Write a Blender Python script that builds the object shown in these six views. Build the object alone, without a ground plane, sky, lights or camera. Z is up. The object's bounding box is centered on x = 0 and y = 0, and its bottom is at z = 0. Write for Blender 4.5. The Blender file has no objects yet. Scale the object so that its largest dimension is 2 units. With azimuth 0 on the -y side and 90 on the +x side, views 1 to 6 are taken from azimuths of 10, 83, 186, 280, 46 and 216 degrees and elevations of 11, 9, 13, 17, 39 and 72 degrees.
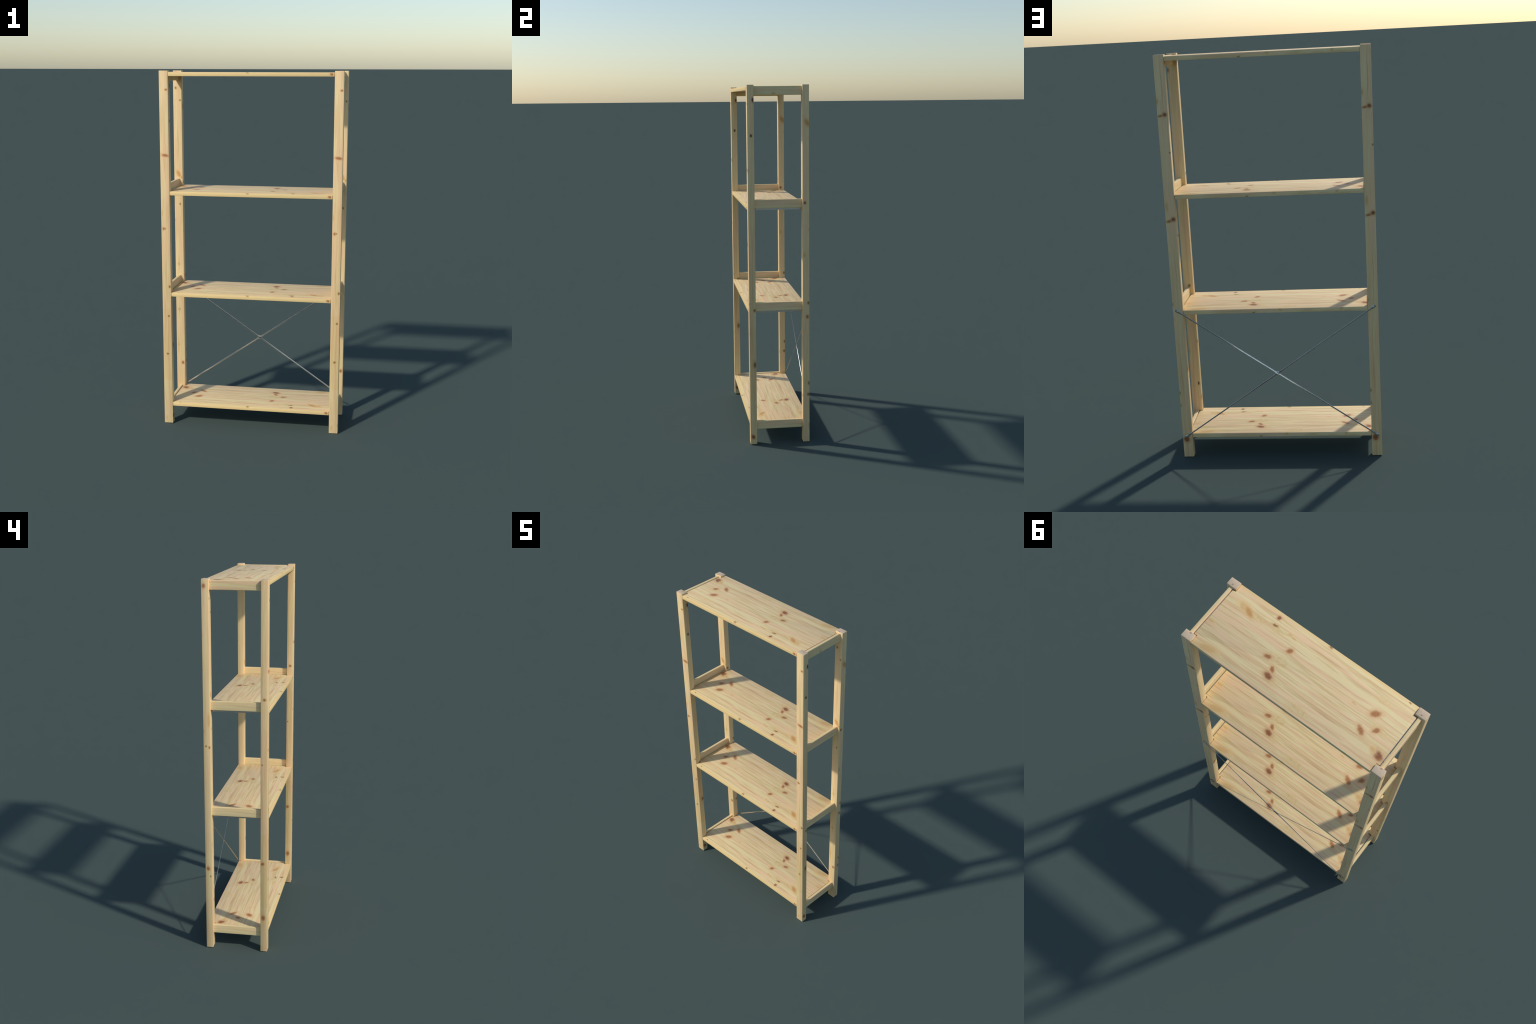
"""Tall pine shelving unit: four square posts, eight side rails, four notched
boards with steel end plates, and a steel cross brace at the back."""
import bpy, bmesh, math
from mathutils import Vector

# ------------------------------------------------------------------ sizes (m)
HEIGHT = 2.0
POST_W, POST_D = 0.0495, 0.0366           # post section, x by y
POST_X = 0.47525                          # post centre, either side
FRONT_Y, BACK_Y = -0.1522, 0.1471         # post centres
SHELF_TOPS = (0.1264, 0.7726, 1.3454, 1.9914)
SHELF_T = 0.0209
RAIL_BOTTOMS = (0.0825, 0.7640, 1.3360, 1.9450)
RAIL_H = 0.0482
RAIL_IN, RAIL_OUT = 0.4675, 0.4845        # rail thickness between these |x|


# ------------------------------------------------------------- node shorthand
class Tree:
    def __init__(self, name):
        self.mat = bpy.data.materials.new(name)
        self.mat.use_nodes = True
        self.nt = self.mat.node_tree
        self.bsdf = self.nt.nodes["Principled BSDF"]

    def put(self, socket, value):
        if isinstance(value, bpy.types.NodeSocket):
            self.nt.links.new(value, socket)
        else:
            socket.default_value = value

    def math(self, op, a, b=0.0, c=0.0, clamp=False):
        n = self.nt.nodes.new("ShaderNodeMath")
        n.operation, n.use_clamp = op, clamp
        for s, v in zip(n.inputs, (a, b, c)):
            self.put(s, v)
        return n.outputs[0]

    def vec(self, op, a, b=(0, 0, 0), scale=1.0):
        n = self.nt.nodes.new("ShaderNodeVectorMath")
        n.operation = op
        self.put(n.inputs[0], a)
        if op not in ("SCALE", "LENGTH"):
            self.put(n.inputs[1], b)
        if op == "SCALE":
            n.inputs[3].default_value = scale
        return n.outputs["Value"] if op in ("LENGTH", "DOT_PRODUCT") else n.outputs[0]

    def mapping(self, v, loc=(0, 0, 0), rot=(0, 0, 0), scale=(1, 1, 1), kind="POINT"):
        n = self.nt.nodes.new("ShaderNodeMapping")
        n.vector_type = kind
        self.put(n.inputs[0], v)
        n.inputs[1].default_value, n.inputs[2].default_value, n.inputs[3].default_value = loc, rot, scale
        return n.outputs[0]

    def noise(self, v, scale=1.0, detail=3.0, rough=0.55, distort=0.0, colour=False):
        n = self.nt.nodes.new("ShaderNodeTexNoise")
        self.put(n.inputs["Vector"], v)
        n.inputs["Scale"].default_value = scale
        n.inputs["Detail"].default_value = detail
        n.inputs["Roughness"].default_value = rough
        n.inputs["Distortion"].default_value = distort
        return n.outputs["Color" if colour else "Fac"]

    def ramp(self, x, lo, hi, out_lo=0.0, out_hi=1.0):
        n = self.nt.nodes.new("ShaderNodeMapRange")
        n.interpolation_type = "SMOOTHSTEP"
        n.clamp = True
        self.put(n.inputs[0], x)
        for s, v in zip(n.inputs[1:5], (lo, hi, out_lo, out_hi)):
            self.put(s, v)
        return n.outputs[0]

    def mix(self, fac, a, b, mode="MIX"):
        n = self.nt.nodes.new("ShaderNodeMix")
        n.data_type, n.blend_type = "RGBA", mode
        self.put(n.inputs["Factor"], fac)
        for s, v in ((n.inputs[6], a), (n.inputs[7], b)):
            self.put(s, v if isinstance(v, bpy.types.NodeSocket) else (*v, 1.0))
        return n.outputs[2]

    def split(self, v):
        n = self.nt.nodes.new("ShaderNodeSeparateXYZ")
        self.put(n.inputs[0], v)
        return n.outputs

    def join(self, x, y, z):
        n = self.nt.nodes.new("ShaderNodeCombineXYZ")
        for s, v in zip(n.inputs, (x, y, z)):
            self.put(s, v)
        return n.outputs[0]


# ---------------------------------------------------------------- pine colours
CREAM = (0.870, 0.715, 0.410)
TAN = (0.895, 0.620, 0.385)
GOLD = (0.680, 0.490, 0.240)
RUSSET = (0.620, 0.370, 0.200)
KNOT = {                                   # core, halo
    "dark": ((0.260, 0.094, 0.040), (0.70, 0.42, 0.215)),
    "red": ((0.390, 0.160, 0.062), (0.78, 0.50, 0.260)),
    "orange": ((0.640, 0.340, 0.125), (0.80, 0.53, 0.245)),
    "pin": ((0.290, 0.150, 0.055), (0.72, 0.50, 0.250)),
    "black": ((0.070, 0.034, 0.016), (0.46, 0.31, 0.165)),
    "stain": ((0.700, 0.425, 0.180), (0.84, 0.600, 0.300)),
}


def pine(name, along, knots, streaks=(), swirls=(), joints=(), edge_yellow=None, seed=0.0, warm=0.0, tint=(1.0, 0.985, 0.90)):
    """Softwood whose grain runs along one local axis.
    knots:   (kind, centre, radii, turn)   ellipsoids of branch wood
    streaks: (kind, centre, radii)         long coloured growth bands
    swirls:  (centre, radii)               patches of curly, yellowish grain
    joints:  (z0, z1, tint)                finger-jointed lengths of another tone
    """
    t = Tree(name)
    tc = t.nt.nodes.new("ShaderNodeTexCoord").outputs["Object"]
    # slightly ragged outlines for knots
    wob = t.vec("SUBTRACT", t.noise(tc, 95.0, 3.0, 0.6, colour=True), (0.5, 0.5, 0.5))
    ragged = t.vec("ADD", tc, t.vec("SCALE", wob, scale=0.0130 if along == "x" else 0.006))

    def nearest(items, point):
        d = None
        for centre, radii, turn in items:
            m = t.vec("LENGTH", t.mapping(point, centre, turn, radii, "TEXTURE"))
            d = m if d is None else t.math("MINIMUM", d, m)
        return d

    groups = {}
    for kind, centre, radii, turn in knots:
        groups.setdefault(kind, []).append((centre, radii, turn))
    dist = {k: nearest(v, ragged) for k, v in groups.items()}
    every = None
    for d in dist.values():
        every = d if every is None else t.math("MINIMUM", every, d)

    # grain phase bends around the knots
    x, y, z = t.split(tc)
    bend = t.math("MULTIPLY", t.math("EXPONENT", t.math("MULTIPLY", every, -0.75)), 0.013) if every else 0.0
    sway = t.math("MULTIPLY", t.math("SUBTRACT", t.noise(tc, 2.3, 1.0), 0.5), 0.014)
    shift = t.math("ADD", bend, sway)
    if along == "x":
        lane = t.join(t.math("ADD", x, seed), t.math("ADD", y, shift), z)
        stretch = lambda l, c: t.mapping(lane, scale=(l, c, c * 0.35))
    elif along == "y":
        lane = t.join(x, t.math("ADD", y, seed), t.math("ADD", z, shift))
        stretch = lambda l, c: t.mapping(lane, scale=(c, l, c))
    else:
        lane = t.join(t.math("ADD", x, shift), y, t.math("ADD", z, seed))
        stretch = lambda l, c: t.mapping(lane, scale=(c, c, l))

    broad = t.noise(stretch(2.4, 62.0), 1.0, 2.0, 0.5)
    middle = t.noise(stretch(4.5, 120.0), 1.0, 2.0, 0.55)
    wide = t.noise(stretch(2.2, 34.0), 1.0, 2.0, 0.5)
    fine = t.noise(stretch(14.0, 330.0), 1.0, 2.0, 0.6)
    speck = t.noise(stretch(30.0, 500.0), 1.0, 1.0, 0.5)

    strong = 1.0 if along == "x" else 0.62
    col = t.mix(t.ramp(broad, 0.40, 0.60), CREAM, TAN)
    col = t.mix(t.ramp(wide, 0.46, 0.64, 0.0, 0.60 * strong), col, (0.80, 0.560, 0.305))
    col = t.mix(t.ramp(middle, 0.49, 0.66, 0.0, 0.64 * strong), col, GOLD)
    col = t.mix(t.ramp(middle, 0.45, 0.30, 0.0, 0.70), col, (0.83, 0.715, 0.400))
    col = t.mix(t.ramp(t.noise(stretch(4.0, 78.0), 1.0, 2.0, 0.5), 0.56, 0.69, 0.0, 0.60 * strong), col, (0.73, 0.455, 0.270))
    col = t.mix(t.ramp(fine, 0.50, 0.72, 0.0, 0.16), col, GOLD)
    col = t.mix(t.ramp(speck, 0.62, 0.80, 0.0, 0.14), col, RUSSET)
    if warm:
        col = t.mix(warm, col, (0.87, 0.61, 0.36))

    for z0, z1, tint in joints:            # finger joints: sharp tone changes
        inside = t.math("MULTIPLY", t.math("GREATER_THAN", t.math("ADD", z, t.math("MULTIPLY", t.math("PINGPONG", x, 0.004), 0.9)), z0), t.math("LESS_THAN", z, z1))
        col = t.mix(t.math("MULTIPLY", inside, 0.5), col, tint, "MULTIPLY")
    if edge_yellow:
        lo, hi = edge_yellow
        col = t.mix(t.ramp(t.math("ADD", y, t.math("MULTIPLY", sway, 0.5)), hi, lo, 0.0, 0.85), col, (0.85, 0.620, 0.300))

    # curly patches
    if swirls:
        curl = t.noise(t.mapping(tc, scale=(38, 66, 60)) if along == "x" else t.mapping(tc, scale=(110, 110, 50)), 1.0, 2.0, 0.5, 2.2)
        near = t.ramp(nearest([(c, r, (0, 0, 0)) for c, r in swirls], ragged), 1.25, 0.25)
        col = t.mix(t.math("MULTIPLY", near, 0.50), col, (0.81, 0.585, 0.280))
        col = t.mix(t.math("MULTIPLY", near, t.ramp(curl, 0.48, 0.68, 0.0, 0.60)), col, (0.64, 0.450, 0.200))

    # growth bands
    soft = t.vec("ADD", tc, t.vec("SCALE", t.vec("SUBTRACT", t.noise(tc, 9.0, 2.0, colour=True), (0.5, 0.5, 0.5)), scale=0.012))
    bands = {}
    for kind, centre, radii in streaks:
        bands.setdefault(kind, []).append((centre, radii, (0, 0, 0)))
    for kind, items in bands.items():
        shade, amount = {"gold": (GOLD, 0.80), "russet": ((0.60, 0.36, 0.20), 0.80), "green": ((0.70, 0.58, 0.33), 0.7)}[kind]
        m = t.ramp(nearest(items, soft), 1.15, 0.15)
        m = t.math("MULTIPLY", m, t.ramp(fine, 0.2, 0.65, 0.55, amount + 0.25))
        col = t.mix(t.math("MULTIPLY", m, amount), col, shade)

    # knots
    for kind, d in dist.items():
        core, halo = KNOT[kind]
        ring = t.math("MULTIPLY_ADD", t.math("SINE", t.math("MULTIPLY", d, 13.0)), 0.5, 0.5)
        inner = t.mix(t.math("MULTIPLY", ring, 0.0 if kind in ("stain", "orange") else 0.30), core, tuple(min(1, c * 1.9) for c in core))
        col = t.mix(t.ramp(d, 2.1, 0.7, 0.0, 0.85), col, halo)
        col = t.mix(t.ramp(d, 1.20, 0.48, 0.0, 0.60 if kind == "stain" else 0.94), col, inner)

    col = t.mix(1.0, col, tint, "MULTIPLY")
    t.put(t.bsdf.inputs["Base Color"], col)
    rough = t.ramp(fine, 0.3, 0.7, 0.50, 0.66)
    t.put(t.bsdf.inputs["Roughness"], rough)
    t.bsdf.inputs["Specular IOR Level"].default_value = 0.32
    bump = t.nt.nodes.new("ShaderNodeBump")
    bump.inputs["Strength"].default_value = 0.12
    bump.inputs["Distance"].default_value = 0.0008
    t.put(bump.inputs["Height"], fine)
    t.put(t.bsdf.inputs["Normal"], bump.outputs[0])
    return t.mat


def cut_end(name, spots, pith):
    """Sawn end grain: pinkish grey with faint year rings and a dark spot."""
    t = Tree(name)
    tc = t.nt.nodes.new("ShaderNodeTexCoord").outputs["Object"]
    flat = t.mapping(tc, scale=(1, 1, 0))
    r = t.vec("LENGTH", t.vec("SUBTRACT", flat, (*pith, 0)))
    rings = t.math("MULTIPLY_ADD", t.math("SINE", t.math("ADD", t.math("MULTIPLY", r, 1500.0), t.math("MULTIPLY", t.noise(tc, 60.0), 3.0))), 0.5, 0.5)
    col = t.mix(t.ramp(t.noise(tc, 45.0, 2.0), 0.35, 0.65), (0.70, 0.540, 0.350), (0.64, 0.480, 0.325))
    col = t.mix(t.math("MULTIPLY", rings, 0.22), col, (0.52, 0.40, 0.30))
    for cx, cy, rx, ry in spots:
        d = t.vec("LENGTH", t.mapping(flat, (cx, cy, 0), (0, 0, 0.3), (rx, ry, 1), "TEXTURE"))
        d = t.math("ADD", d, t.math("MULTIPLY", t.math("SUBTRACT", t.noise(tc, 160.0), 0.5), 0.8))
        col = t.mix(t.ramp(d, 1.5, 0.4, 0.0, 0.75), col, (0.30, 0.20, 0.13))
    t.put(t.bsdf.inputs["Base Color"], col)
    t.bsdf.inputs["Roughness"].default_value = 0.75
    return t.mat


def steel(name, tone, rough):
    t = Tree(name)
    tc = t.nt.nodes.new("ShaderNodeTexCoord").outputs["Object"]
    n = t.noise(tc, 60.0, 3.0)
    t.put(t.bsdf.inputs["Base Color"], t.mix(t.ramp(n, 0.35, 0.65), tone, tuple(c * 0.9 for c in tone)))
    t.bsdf.inputs["Metallic"].default_value = 1.0
    t.put(t.bsdf.inputs["Roughness"], t.ramp(n, 0.3, 0.7, rough, rough + 0.06))
    return t.mat


# ------------------------------------------------------------------ knot plans
Z0 = (0.0, 0.0, 0.0)


def on_board(kind, x, y, rx, ry, turn=0.0):
    """A branch crossing the board from face to face."""
    return (kind, (x, y, 0.0), (rx * 1.10, ry * 1.10, 0.20), (0, 0, math.radians(turn)))


def on_edge(kind, x, y, z, rx, rz):
    return (kind, (x, y, z), (rx, 0.006, rz), Z0)


BOARD_KNOTS = [
    on_board("dark", 0.112, 0.089, 0.0195, 0.0125, -15),
    on_board("dark", -0.435, 0.095, 0.0235, 0.0150, -21),
    on_board("stain", -0.403, 0.087, 0.0145, 0.0090, -21),
    on_board("red", 0.115, 0.057, 0.0150, 0.0083, -48),
    on_board("red", 0.165, 0.023, 0.0158, 0.0100, 14),
    on_board("red", 0.108, -0.051, 0.0152, 0.0108, 56),
    on_board("red", -0.326, -0.041, 0.0220, 0.0138, 36),
    on_board("red", -0.319, 0.051, 0.0225, 0.0108, -37),
    on_board("red", -0.369, 0.015, 0.0160, 0.0102, 52),
    on_board("dark", 0.232, -0.143, 0.0088, 0.0082),
    on_board("pin", 0.224, -0.107, 0.0140, 0.0055, 7),
    on_board("orange", 0.346, -0.088, 0.0260, 0.0115, -29),
    on_board("stain", 0.377, -0.095, 0.0258, 0.0141, -21),
    on_board("stain", 0.151, -0.110, 0.010, 0.005),
    on_board("stain", 0.128, -0.105, 0.012, 0.004),
    on_board("stain", -0.231, -0.028, 0.012, 0.0035, -10),
    on_board("stain", 0.378, 0.143, 0.0410, 0.0145, 12),
    on_board("stain", 0.445, 0.036, 0.014, 0.006),
    on_board("pin", -0.410, -0.163, 0.006, 0.003),
    on_edge("pin", -0.014, -0.167, 0.0085, 0.009, 0.006),
    on_edge("red", 0.434, -0.169, 0.001, 0.010, 0.0075),
    on_edge("pin", 0.102, 0.164, -0.006, 0.009, 0.0035),
    on_edge("stain", -0.028, 0.164, 0.005, 0.011, 0.006),
    on_edge("stain", -0.324, 0.164, 0.003, 0.008, 0.005),
]
BOARD_STREAKS = [
    ("gold", (-0.235, -0.143, 0), (0.26, 0.0065, 0.2)),
    ("gold", (0.250, -0.132, 0), (0.13, 0.0030, 0.2)),
    ("gold", (-0.065, -0.003, 0), (0.16, 0.0085, 0.2)),
    ("gold", (0.320, 0.004, 0), (0.10, 0.0050, 0.2)),
    ("gold", (0.100, -0.105, 0), (0.13, 0.0035, 0.2)),
    ("gold", (-0.210, -0.098, 0), (0.11, 0.0095, 0.2)),
    ("russet", (-0.060, 0.081, 0), (0.15, 0.0028, 0.2)),
    ("russet", (-0.170, 0.091, 0), (0.09, 0.0050, 0.2)),
    ("russet", (-0.300, 0.079, 0), (0.09, 0.0025, 0.2)),
    ("russet", (-0.240, 0.042, 0), (0.06, 0.0030, 0.2)),
    ("russet", (0.290, 0.088, 0), (0.10, 0.0045, 0.2)),
    ("russet", (0.395, 0.081, 0), (0.07, 0.0022, 0.2)),
    ("russet", (0.100, -0.072, 0), (0.12, 0.0022, 0.2)),
    ("russet", (-0.040, -0.115, 0), (0.14, 0.0028, 0.2)),
]
BOARD_SWIRLS = [
    ((-0.064, 0.135, 0), (0.065, 0.026, 0.3)),
    ((0.085, 0.100, 0), (0.040, 0.022, 0.3)),
    ((0.120, 0.010, 0), (0.060, 0.026, 0.3)),
    ((0.205, -0.092, 0), (0.035, 0.018, 0.3)),
    ((0.285, -0.088, 0), (0.040, 0.016, 0.3)),
    ((0.365, 0.143, 0), (0.060, 0.018, 0.3)),
    ((-0.320, -0.103, 0), (0.045, 0.014, 0.3)),
    ((-0.370, 0.006, 0), (0.045, 0.025, 0.3)),
]

HW, HD = POST_W / 2, POST_D / 2


def front(kind, x, z, rx, rz, tilt=0):
    return (kind, (x, -HD, z), (rx * 1.27, 0.008, rz * 1.27), (0, math.radians(tilt), 0))


def back(kind, x, z, rx, rz, tilt=0):
    return (kind, (x, HD, z), (rx * 1.27, 0.008, rz * 1.27), (0, math.radians(tilt), 0))


def right(kind, y, z, ry, rz, tilt=0):
    return (kind, (HW, y, z), (0.008, ry * 1.27, rz * 1.27), (math.radians(tilt), 0, 0))


def left(kind, y, z, ry, rz, tilt=0):
    return (kind, (-HW, y, z), (0.008, ry * 1.27, rz * 1.27), (math.radians(tilt), 0, 0))


FRONT_POST_KNOTS = [
    front("red", 0.014, 1.899, 0.0065, 0.0050),
    front("red", 0.004, 1.544, 0.0165, 0.0070, 8),
    front("red", -0.012, 1.137, 0.0055, 0.0068),
    front("pin", 0.000, 1.138, 0.0028, 0.0030),
    front("stain", -0.018, 1.225, 0.003, 0.016),
    front("pin", 0.017, 0.808, 0.0052, 0.0062),
    front("pin", 0.010, 0.637, 0.0050, 0.0055),
    front("pin", 0.001, 0.415, 0.0058, 0.0050),
    front("stain", -0.011, 0.032, 0.0025, 0.012),
    right("black", 0.013, 1.919, 0.0045, 0.0090),
    right("black", 0.002, 1.731, 0.0045, 0.0062),
    right("pin", 0.011, 0.772, 0.0050, 0.0075),
    right("pin", 0.010, 0.462, 0.0070, 0.0140),
    right("dark", -0.003, 0.043, 0.0075, 0.0100, 30),
    left("pin", -0.001, 1.403, 0.0060, 0.0055),
    left("red", 0.007, 0.512, 0.0075, 0.0080),
    left("red", 0.003, 0.199, 0.0085, 0.0130),
    left("pin", 0.010, 1.060, 0.0030, 0.0035),
    back("pin", -0.005, 0.819, 0.0060, 0.0065),
    back("black", -0.016, 0.281, 0.0030, 0.0065),
    back("pin", 0.022, 1.920, 0.0050, 0.0080),
]
FRONT_POST_STREAKS = [
    ("gold", (0.004, -HD, 1.68), (0.0035, 0.008, 0.17)),
    ("gold", (-0.001, -HD, 0.90), (0.0040, 0.008, 0.20)),
    ("gold", (0.008, -HD, 0.50), (0.0050, 0.008, 0.18)),
    ("gold", (0.018, -HD, 1.95), (0.0030, 0.008, 0.10)),
    ("green", (-0.008, -HD, 0.47), (0.0030, 0.008, 0.22)),
    ("green", (HW, 0.0, 1.0), (0.008, 0.004, 0.50)),
]
BACK_POST_KNOTS = [
    front("pin", -0.010, 1.903, 0.0045, 0.0060, -25),
    front("pin", 0.015, 1.834, 0.0038, 0.0045),
    front("stain", -0.013, 1.833, 0.0025, 0.0030),
    front("stain", -0.012, 1.798, 0.0025, 0.0030),
    front("orange", 0.001, 1.412, 0.0085, 0.0175, -25),
    front("pin", 0.020, 1.393, 0.0022, 0.0060),
    front("pin", 0.008, 1.235, 0.0036, 0.0055),
    front("pin", -0.004, 0.878, 0.0045, 0.0065),
    front("stain", -0.004, 0.885, 0.0022, 0.0350),
    front("pin", -0.005, 0.602, 0.0048, 0.0062),
    front("stain", -0.005, 0.598, 0.0020, 0.0250),
    front("pin", -0.013, 0.382, 0.0045, 0.0060),
    front("stain", -0.013, 0.380, 0.0035, 0.0450),
    front("red", 0.012, 0.271, 0.0068, 0.0085),
    right("orange", 0.008, 1.796, 0.0100, 0.0190, 35),
    right("dark", -0.005, 1.364, 0.0055, 0.0068),
    right("pin", 0.013, 0.805, 0.0055, 0.0075),
    right("red", 0.007, 0.727, 0.0065, 0.0085),
    right("pin", 0.015, 0.344, 0.0045, 0.0080),
    right("pin", 0.012, 0.279, 0.0060, 0.0075),
    right("stain", -0.007, 1.075, 0.0060, 0.0100),
    back("dark", -0.010, 1.726, 0.0080, 0.0080, -12),
    back("red", 0.007, 1.721, 0.0130, 0.0050, 12),
    back("dark", -0.013, 1.228, 0.0080, 0.0080, -12),
    back("red", 0.005, 1.220, 0.0150, 0.0055, 16),
    back("pin", -0.021, 1.547, 0.0025, 0.0040),
    back("stain", 0.015, 1.287, 0.0060, 0.0200),
    back("dark", 0.006, 0.097, 0.0120, 0.0140, 10),
    left("red", 0.006, 1.966, 0.0075, 0.0100),
    left("pin", 0.005, 1.148, 0.0035, 0.0042),
    left("pin", -0.013, 1.141, 0.0040, 0.0052),
    left("stain", -0.011, 1.285, 0.0060, 0.0300),
    left("red", 0.003, 0.466, 0.0078, 0.0098),
    left("pin", -0.010, 0.422, 0.0028, 0.0040),
]
BACK_POST_STREAKS = [
    ("russet", (-0.005, HD, 1.86), (0.0035, 0.008, 0.15)),
    ("gold", (-0.005, HD, 0.92), (0.0035, 0.008, 0.26)),
    ("gold", (0.005, HD, 0.44), (0.0050, 0.008, 0.14)),
    ("gold", (0.002, HD, 0.03), (0.0060, 0.008, 0.08)),
    ("gold", (0.000, -HD, 1.60), (0.0060, 0.008, 0.14)),
]

# ------------------------------------------------------------------- materials
PINE_BOARD = pine("pine_board", "x", BOARD_KNOTS, BOARD_STREAKS, BOARD_SWIRLS, edge_yellow=(-0.168, -0.148), seed=3.1)
PINE_FRONT = pine("pine_front_post", "z", FRONT_POST_KNOTS, FRONT_POST_STREAKS, joints=((0.26, 0.678, (0.95, 0.91, 0.80)),), seed=1.7, tint=(0.955, 0.955, 0.86))
PINE_BACK = pine("pine_back_post", "z", BACK_POST_KNOTS, BACK_POST_STREAKS, seed=5.3, warm=0.25, tint=(0.98, 0.965, 0.87))
PINE_RAIL = pine("pine_rail", "y", [("stain", (0.0, 0.16, 0.0), (0.01, 0.012, 0.01), Z0)], seed=2.2, warm=0.10)
PINE_TOP_RAIL = pine("pine_top_rail", "y", [("stain", (0.008, -0.025, -0.015), (0.007, 0.010, 0.007), Z0)], seed=7.4)
END_FRONT = cut_end("post_end_grain", [(0.001, 0.008, 0.0050, 0.0035)], (-0.05, 0.03))
END_BACK = cut_end("post_end_grain_spotted", [(-0.003, -0.0135, 0.0060, 0.0042)], (0.05, -0.02))
GALVANISED = steel("galvanised_steel", (0.62, 0.64, 0.66), 0.34)
BRIGHT = steel("bright_steel", (0.72, 0.72, 0.71), 0.15)


# -------------------------------------------------------------------- builders
def finish(bm, name, mats, smooth=True):
    me = bpy.data.meshes.new(name)
    bmesh.ops.recalc_face_normals(bm, faces=bm.faces)
    bm.to_mesh(me)
    bm.free()
    for m in mats:
        me.materials.append(m)
    if smooth:
        me.shade_smooth()
        me.set_sharp_from_angle(angle=math.radians(50))
    return me


def prism(outline, z0, z1, bevel, segments=2, pick=None):
    """Extrude an xy outline from z0 to z1 and round its edges."""
    bm = bmesh.new()
    base = [bm.verts.new((x, y, z0)) for x, y in outline]
    face = bm.faces.new(base)
    up = bmesh.ops.extrude_face_region(bm, geom=[face])
    bmesh.ops.translate(bm, vec=(0, 0, z1 - z0), verts=[v for v in up["geom"] if isinstance(v, bmesh.types.BMVert)])
    bmesh.ops.recalc_face_normals(bm, faces=bm.faces)
    edges = [e for e in bm.edges if pick is None or pick(e)]
    if bevel:
        bmesh.ops.bevel(bm, geom=edges, offset=bevel, segments=segments, profile=0.5, affect="EDGES", clamp_overlap=True)
    return bm


def rect(x0, x1, y0, y1):
    return [(x0, y0), (x1, y0), (x1, y1), (x0, y1)]


def post_mesh(name, wood, end):
    bm = prism(rect(-HW, HW, -HD, HD), 0.0, HEIGHT, 0.0016, 2)
    for f in bm.faces:
        if abs(f.normal.z) > 0.9:
            f.material_index = 1
    return finish(bm, name, (wood, end))


def shelf_mesh():
    """Board with a notch at each corner so that it fits between the posts."""
    nx, ex = 0.4488, 0.4630               # half length beside posts, and between rails
    yf, yb, nf, nb = -0.1704, 0.1650, -0.1290, 0.1225
    outline = [(-nx, yf), (nx, yf), (nx, nf), (ex, nf), (ex, nb), (nx, nb),
               (nx, yb), (-nx, yb), (-nx, nb), (-ex, nb), (-ex, nf), (-nx, nf)]
    bm = prism(outline, -SHELF_T / 2, SHELF_T / 2, 0.0010, 2)
    return finish(bm, "shelf", (PINE_BOARD,))


def rail_mesh(name, wood):
    w = (RAIL_OUT - RAIL_IN) / 2
    y0, y1 = FRONT_Y + HD - 0.008, BACK_Y - HD + 0.008   # tongues sit inside the posts
    bm = prism(rect(-w, w, y0, y1), -RAIL_H / 2, RAIL_H / 2, 0.0034, 4,
               lambda e: abs((e.verts[0].co - e.verts[1].co).normalized().y) > 0.9)
    return finish(bm, name, (wood,))


def end_plate_mesh():
    """Thin galvanised strip on the end of a board, turned under it as a lip."""
    prof = [(0.0, 0.0075), (0.0016, 0.0075), (0.0016, -SHELF_T / 2 + 0.0012), (0.0, -SHELF_T / 2 + 0.0012)]
    bm = bmesh.new()
    y0, y1 = -0.1260, 0.1205
    rows = [[bm.verts.new((x, y, z)) for x, z in prof] for y in (y0, y1)]
    for i in range(4):
        bm.faces.new((rows[0][i], rows[0][(i + 1) % 4], rows[1][(i + 1) % 4], rows[1][i]))
    bm.faces.new(rows[0])
    bm.faces.new(rows[1][::-1])
    for y in (-0.104, 0.079):              # two small raised discs modelled at the bright specks
        c = bmesh.ops.create_cone(bm, cap_ends=True, segments=20, radius1=0.0032, radius2=0.0022, depth=0.0012)
        for v in c["verts"]:
            v.co = Vector((0.0021 + v.co.z, y + v.co.x, -0.0055 + v.co.y))
    return finish(bm, "end_plate", (GALVANISED,), smooth=False)


def bar_between(name, a, b, half_h, half_t, mat, bulge):
    """Steel bar of flattened oval section from a to b in a plane of constant y;
    bulge(s) gives (height factor, thickness factor, y shift, twist) along it."""
    a, b = Vector(a), Vector(b)
    axis = (b - a).normalized()
    side = Vector((0, 1, 0))
    upv = side.cross(axis).normalized()
    n, ring_n = 120, 16
    bm = bmesh.new()
    rings = []
    for i in range(n + 1):
        s = i / n
        c = a.lerp(b, s)
        fh, ft, dy, twist = bulge(s)
        tall = upv * math.cos(twist) - side * math.sin(twist)
        flat = side * math.cos(twist) + upv * math.sin(twist)
        ring = []
        for k in range(ring_n):
            an = 2 * math.pi * k / ring_n
            cu, cs = math.cos(an), math.sin(an)
            cs = math.copysign(min(1.0, abs(cs) * 1.9), cs)
            ring.append(bm.verts.new(c + side * dy + tall * (cu * half_h * fh) + flat * (cs * half_t * ft)))
        rings.append(ring)
    for r0, r1 in zip(rings, rings[1:]):
        for k in range(ring_n):
            bm.faces.new((r0[k], r0[(k + 1) % ring_n], r1[(k + 1) % ring_n], r1[k]))
    bm.faces.new(rings[0][::-1])
    bm.faces.new(rings[-1])
    return finish(bm, name, (mat,))


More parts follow.
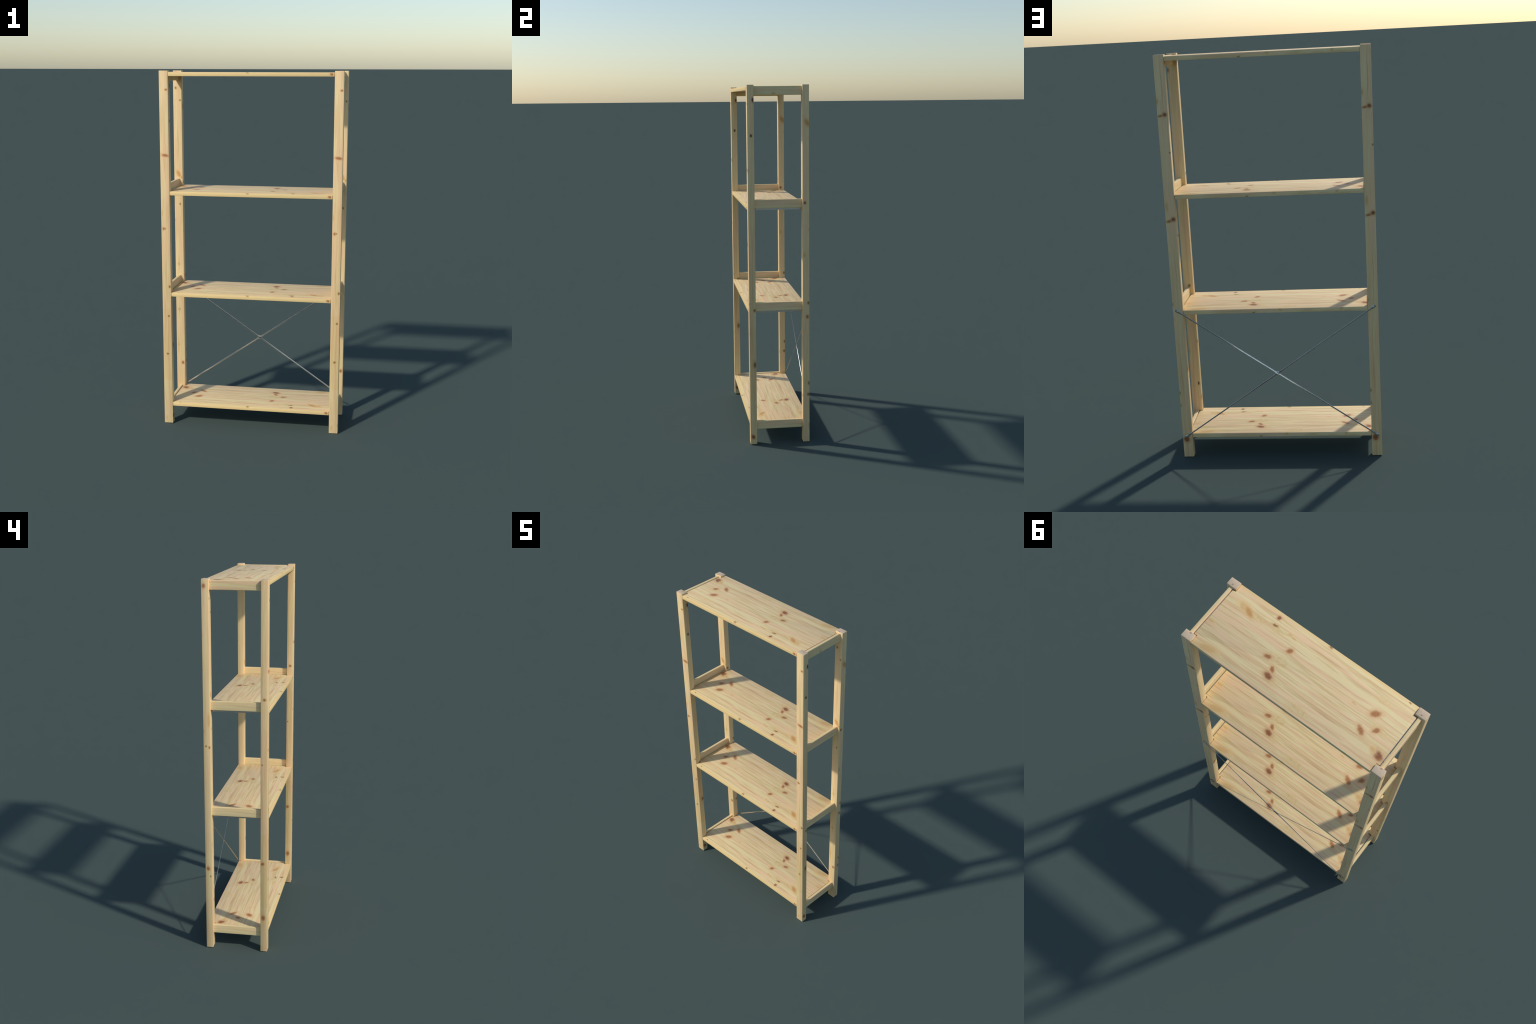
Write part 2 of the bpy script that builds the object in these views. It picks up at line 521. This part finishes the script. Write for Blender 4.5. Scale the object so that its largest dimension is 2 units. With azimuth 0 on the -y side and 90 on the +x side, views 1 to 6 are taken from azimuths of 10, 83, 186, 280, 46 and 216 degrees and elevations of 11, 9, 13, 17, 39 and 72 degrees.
def disc_mesh(name, radius, depth, mat, dome=0.0, slot=False):
    """Round head whose axis is the local y axis; y = 0 is its seat."""
    bm = bmesh.new()
    seg = 24
    prof = [(radius, 0.0), (radius, depth * 0.45), (radius * 0.82, depth * 0.85), (radius * 0.45, depth), (radius * 0.30, depth)]
    if slot:
        prof += [(radius * 0.26, depth * 0.6)]
    rings = [[bm.verts.new((r * math.cos(2 * math.pi * k / seg), y, r * math.sin(2 * math.pi * k / seg))) for k in range(seg)] for r, y in prof]
    for r0, r1 in zip(rings, rings[1:]):
        for k in range(seg):
            bm.faces.new((r0[k], r0[(k + 1) % seg], r1[(k + 1) % seg], r1[k]))
    bm.faces.new(rings[0])
    bm.faces.new(rings[-1])
    return finish(bm, name, (mat,))


def add(name, data, parent, loc=(0, 0, 0), rot=(0, 0, 0)):
    ob = bpy.data.objects.new(name, data)
    bpy.context.scene.collection.objects.link(ob)
    ob.parent = parent
    ob.location, ob.rotation_euler = loc, rot
    return ob


# -------------------------------------------------------------------- assembly
unit = add("shelving_unit", None, None)
unit["label"] = "tall open pine shelving unit with four boards and steel cross brace"
unit["category"] = "shelf"

front_post, back_post = post_mesh("post", PINE_FRONT, END_FRONT), post_mesh("post_back", PINE_BACK, END_BACK)
for y, data in ((FRONT_Y, front_post), (BACK_Y, back_post)):
    for side in (-1, 1):
        add("post", data, unit, (side * POST_X, y, 0))

rail, top_rail = rail_mesh("side_rail", PINE_RAIL), rail_mesh("side_rail_knotty", PINE_TOP_RAIL)
for i, z in enumerate(RAIL_BOTTOMS):
    for side in (-1, 1):
        add("side_rail", top_rail if i == 3 else rail, unit, (side * (RAIL_IN + RAIL_OUT) / 2, 0, z + RAIL_H / 2))

board, plate = shelf_mesh(), end_plate_mesh()
for z in SHELF_TOPS:
    shelf = add("shelf", board, unit, (0, 0, z - SHELF_T / 2))
    add("end_plate", plate, shelf, (0.4631, 0, 0))
    add("end_plate", plate, shelf, (-0.4631, -0.0055, 0), (0, 0, math.pi))

# cross brace on the back of the rear posts
brace = add("cross_brace", None, unit, (0, 0, 0))
SEAT = BACK_Y + HD                         # rear face of the posts
BX, BZ_HI, BZ_LO = 0.4870, 0.7768, 0.1066


def section(dy, lean):
    """Flat strip, widened at its eyes and at the middle joint, twisted most at the middle."""
    def f(s):
        eye = math.exp(-((s * 44) ** 4)) + math.exp(-(((1 - s) * 44) ** 4))
        mid = math.exp(-(((s - 0.5) * 85) ** 4))
        twist = lean(s) * (1 - min(1.0, eye))
        return (1.0 + 0.95 * eye + 0.7 * mid, 1.0 + 0.3 * mid, dy * mid - 0.0012 * eye, twist)
    return f


bars = [((BX, SEAT + 0.0030, BZ_HI), (-BX, SEAT + 0.0030, BZ_LO), 0.0009, lambda s: 0.27 * math.exp(-((s - 0.45) / 0.21) ** 4)),
        ((-BX, SEAT + 0.0030, BZ_HI), (BX, SEAT + 0.0030, BZ_LO), -0.0009, lambda s: 0.05 + 0.12 / (1 + math.exp(-(s - 0.55) * 40)))]
for a, b, dy, lean in bars:
    add("brace_bar", bar_between("brace_bar", a, b, 0.0036, 0.0009, BRIGHT, section(dy, lean)), brace)
screw = disc_mesh("screw", 0.0046, 0.0026, BRIGHT, slot=True)
for sx in (-1, 1):
    for z in (BZ_LO, BZ_HI):
        add("screw", screw, brace, (sx * (BX - 0.010), SEAT + 0.0022, z + (0.0069 if z == BZ_LO else -0.0069)))
rivet = disc_mesh("rivet", 0.0085, 0.0014, BRIGHT)
zc = (BZ_HI + BZ_LO) / 2
add("rivet", rivet, brace, (0, SEAT + 0.0036, zc))
add("rivet", rivet, brace, (0, SEAT + 0.0018, zc), (0, 0, math.pi))
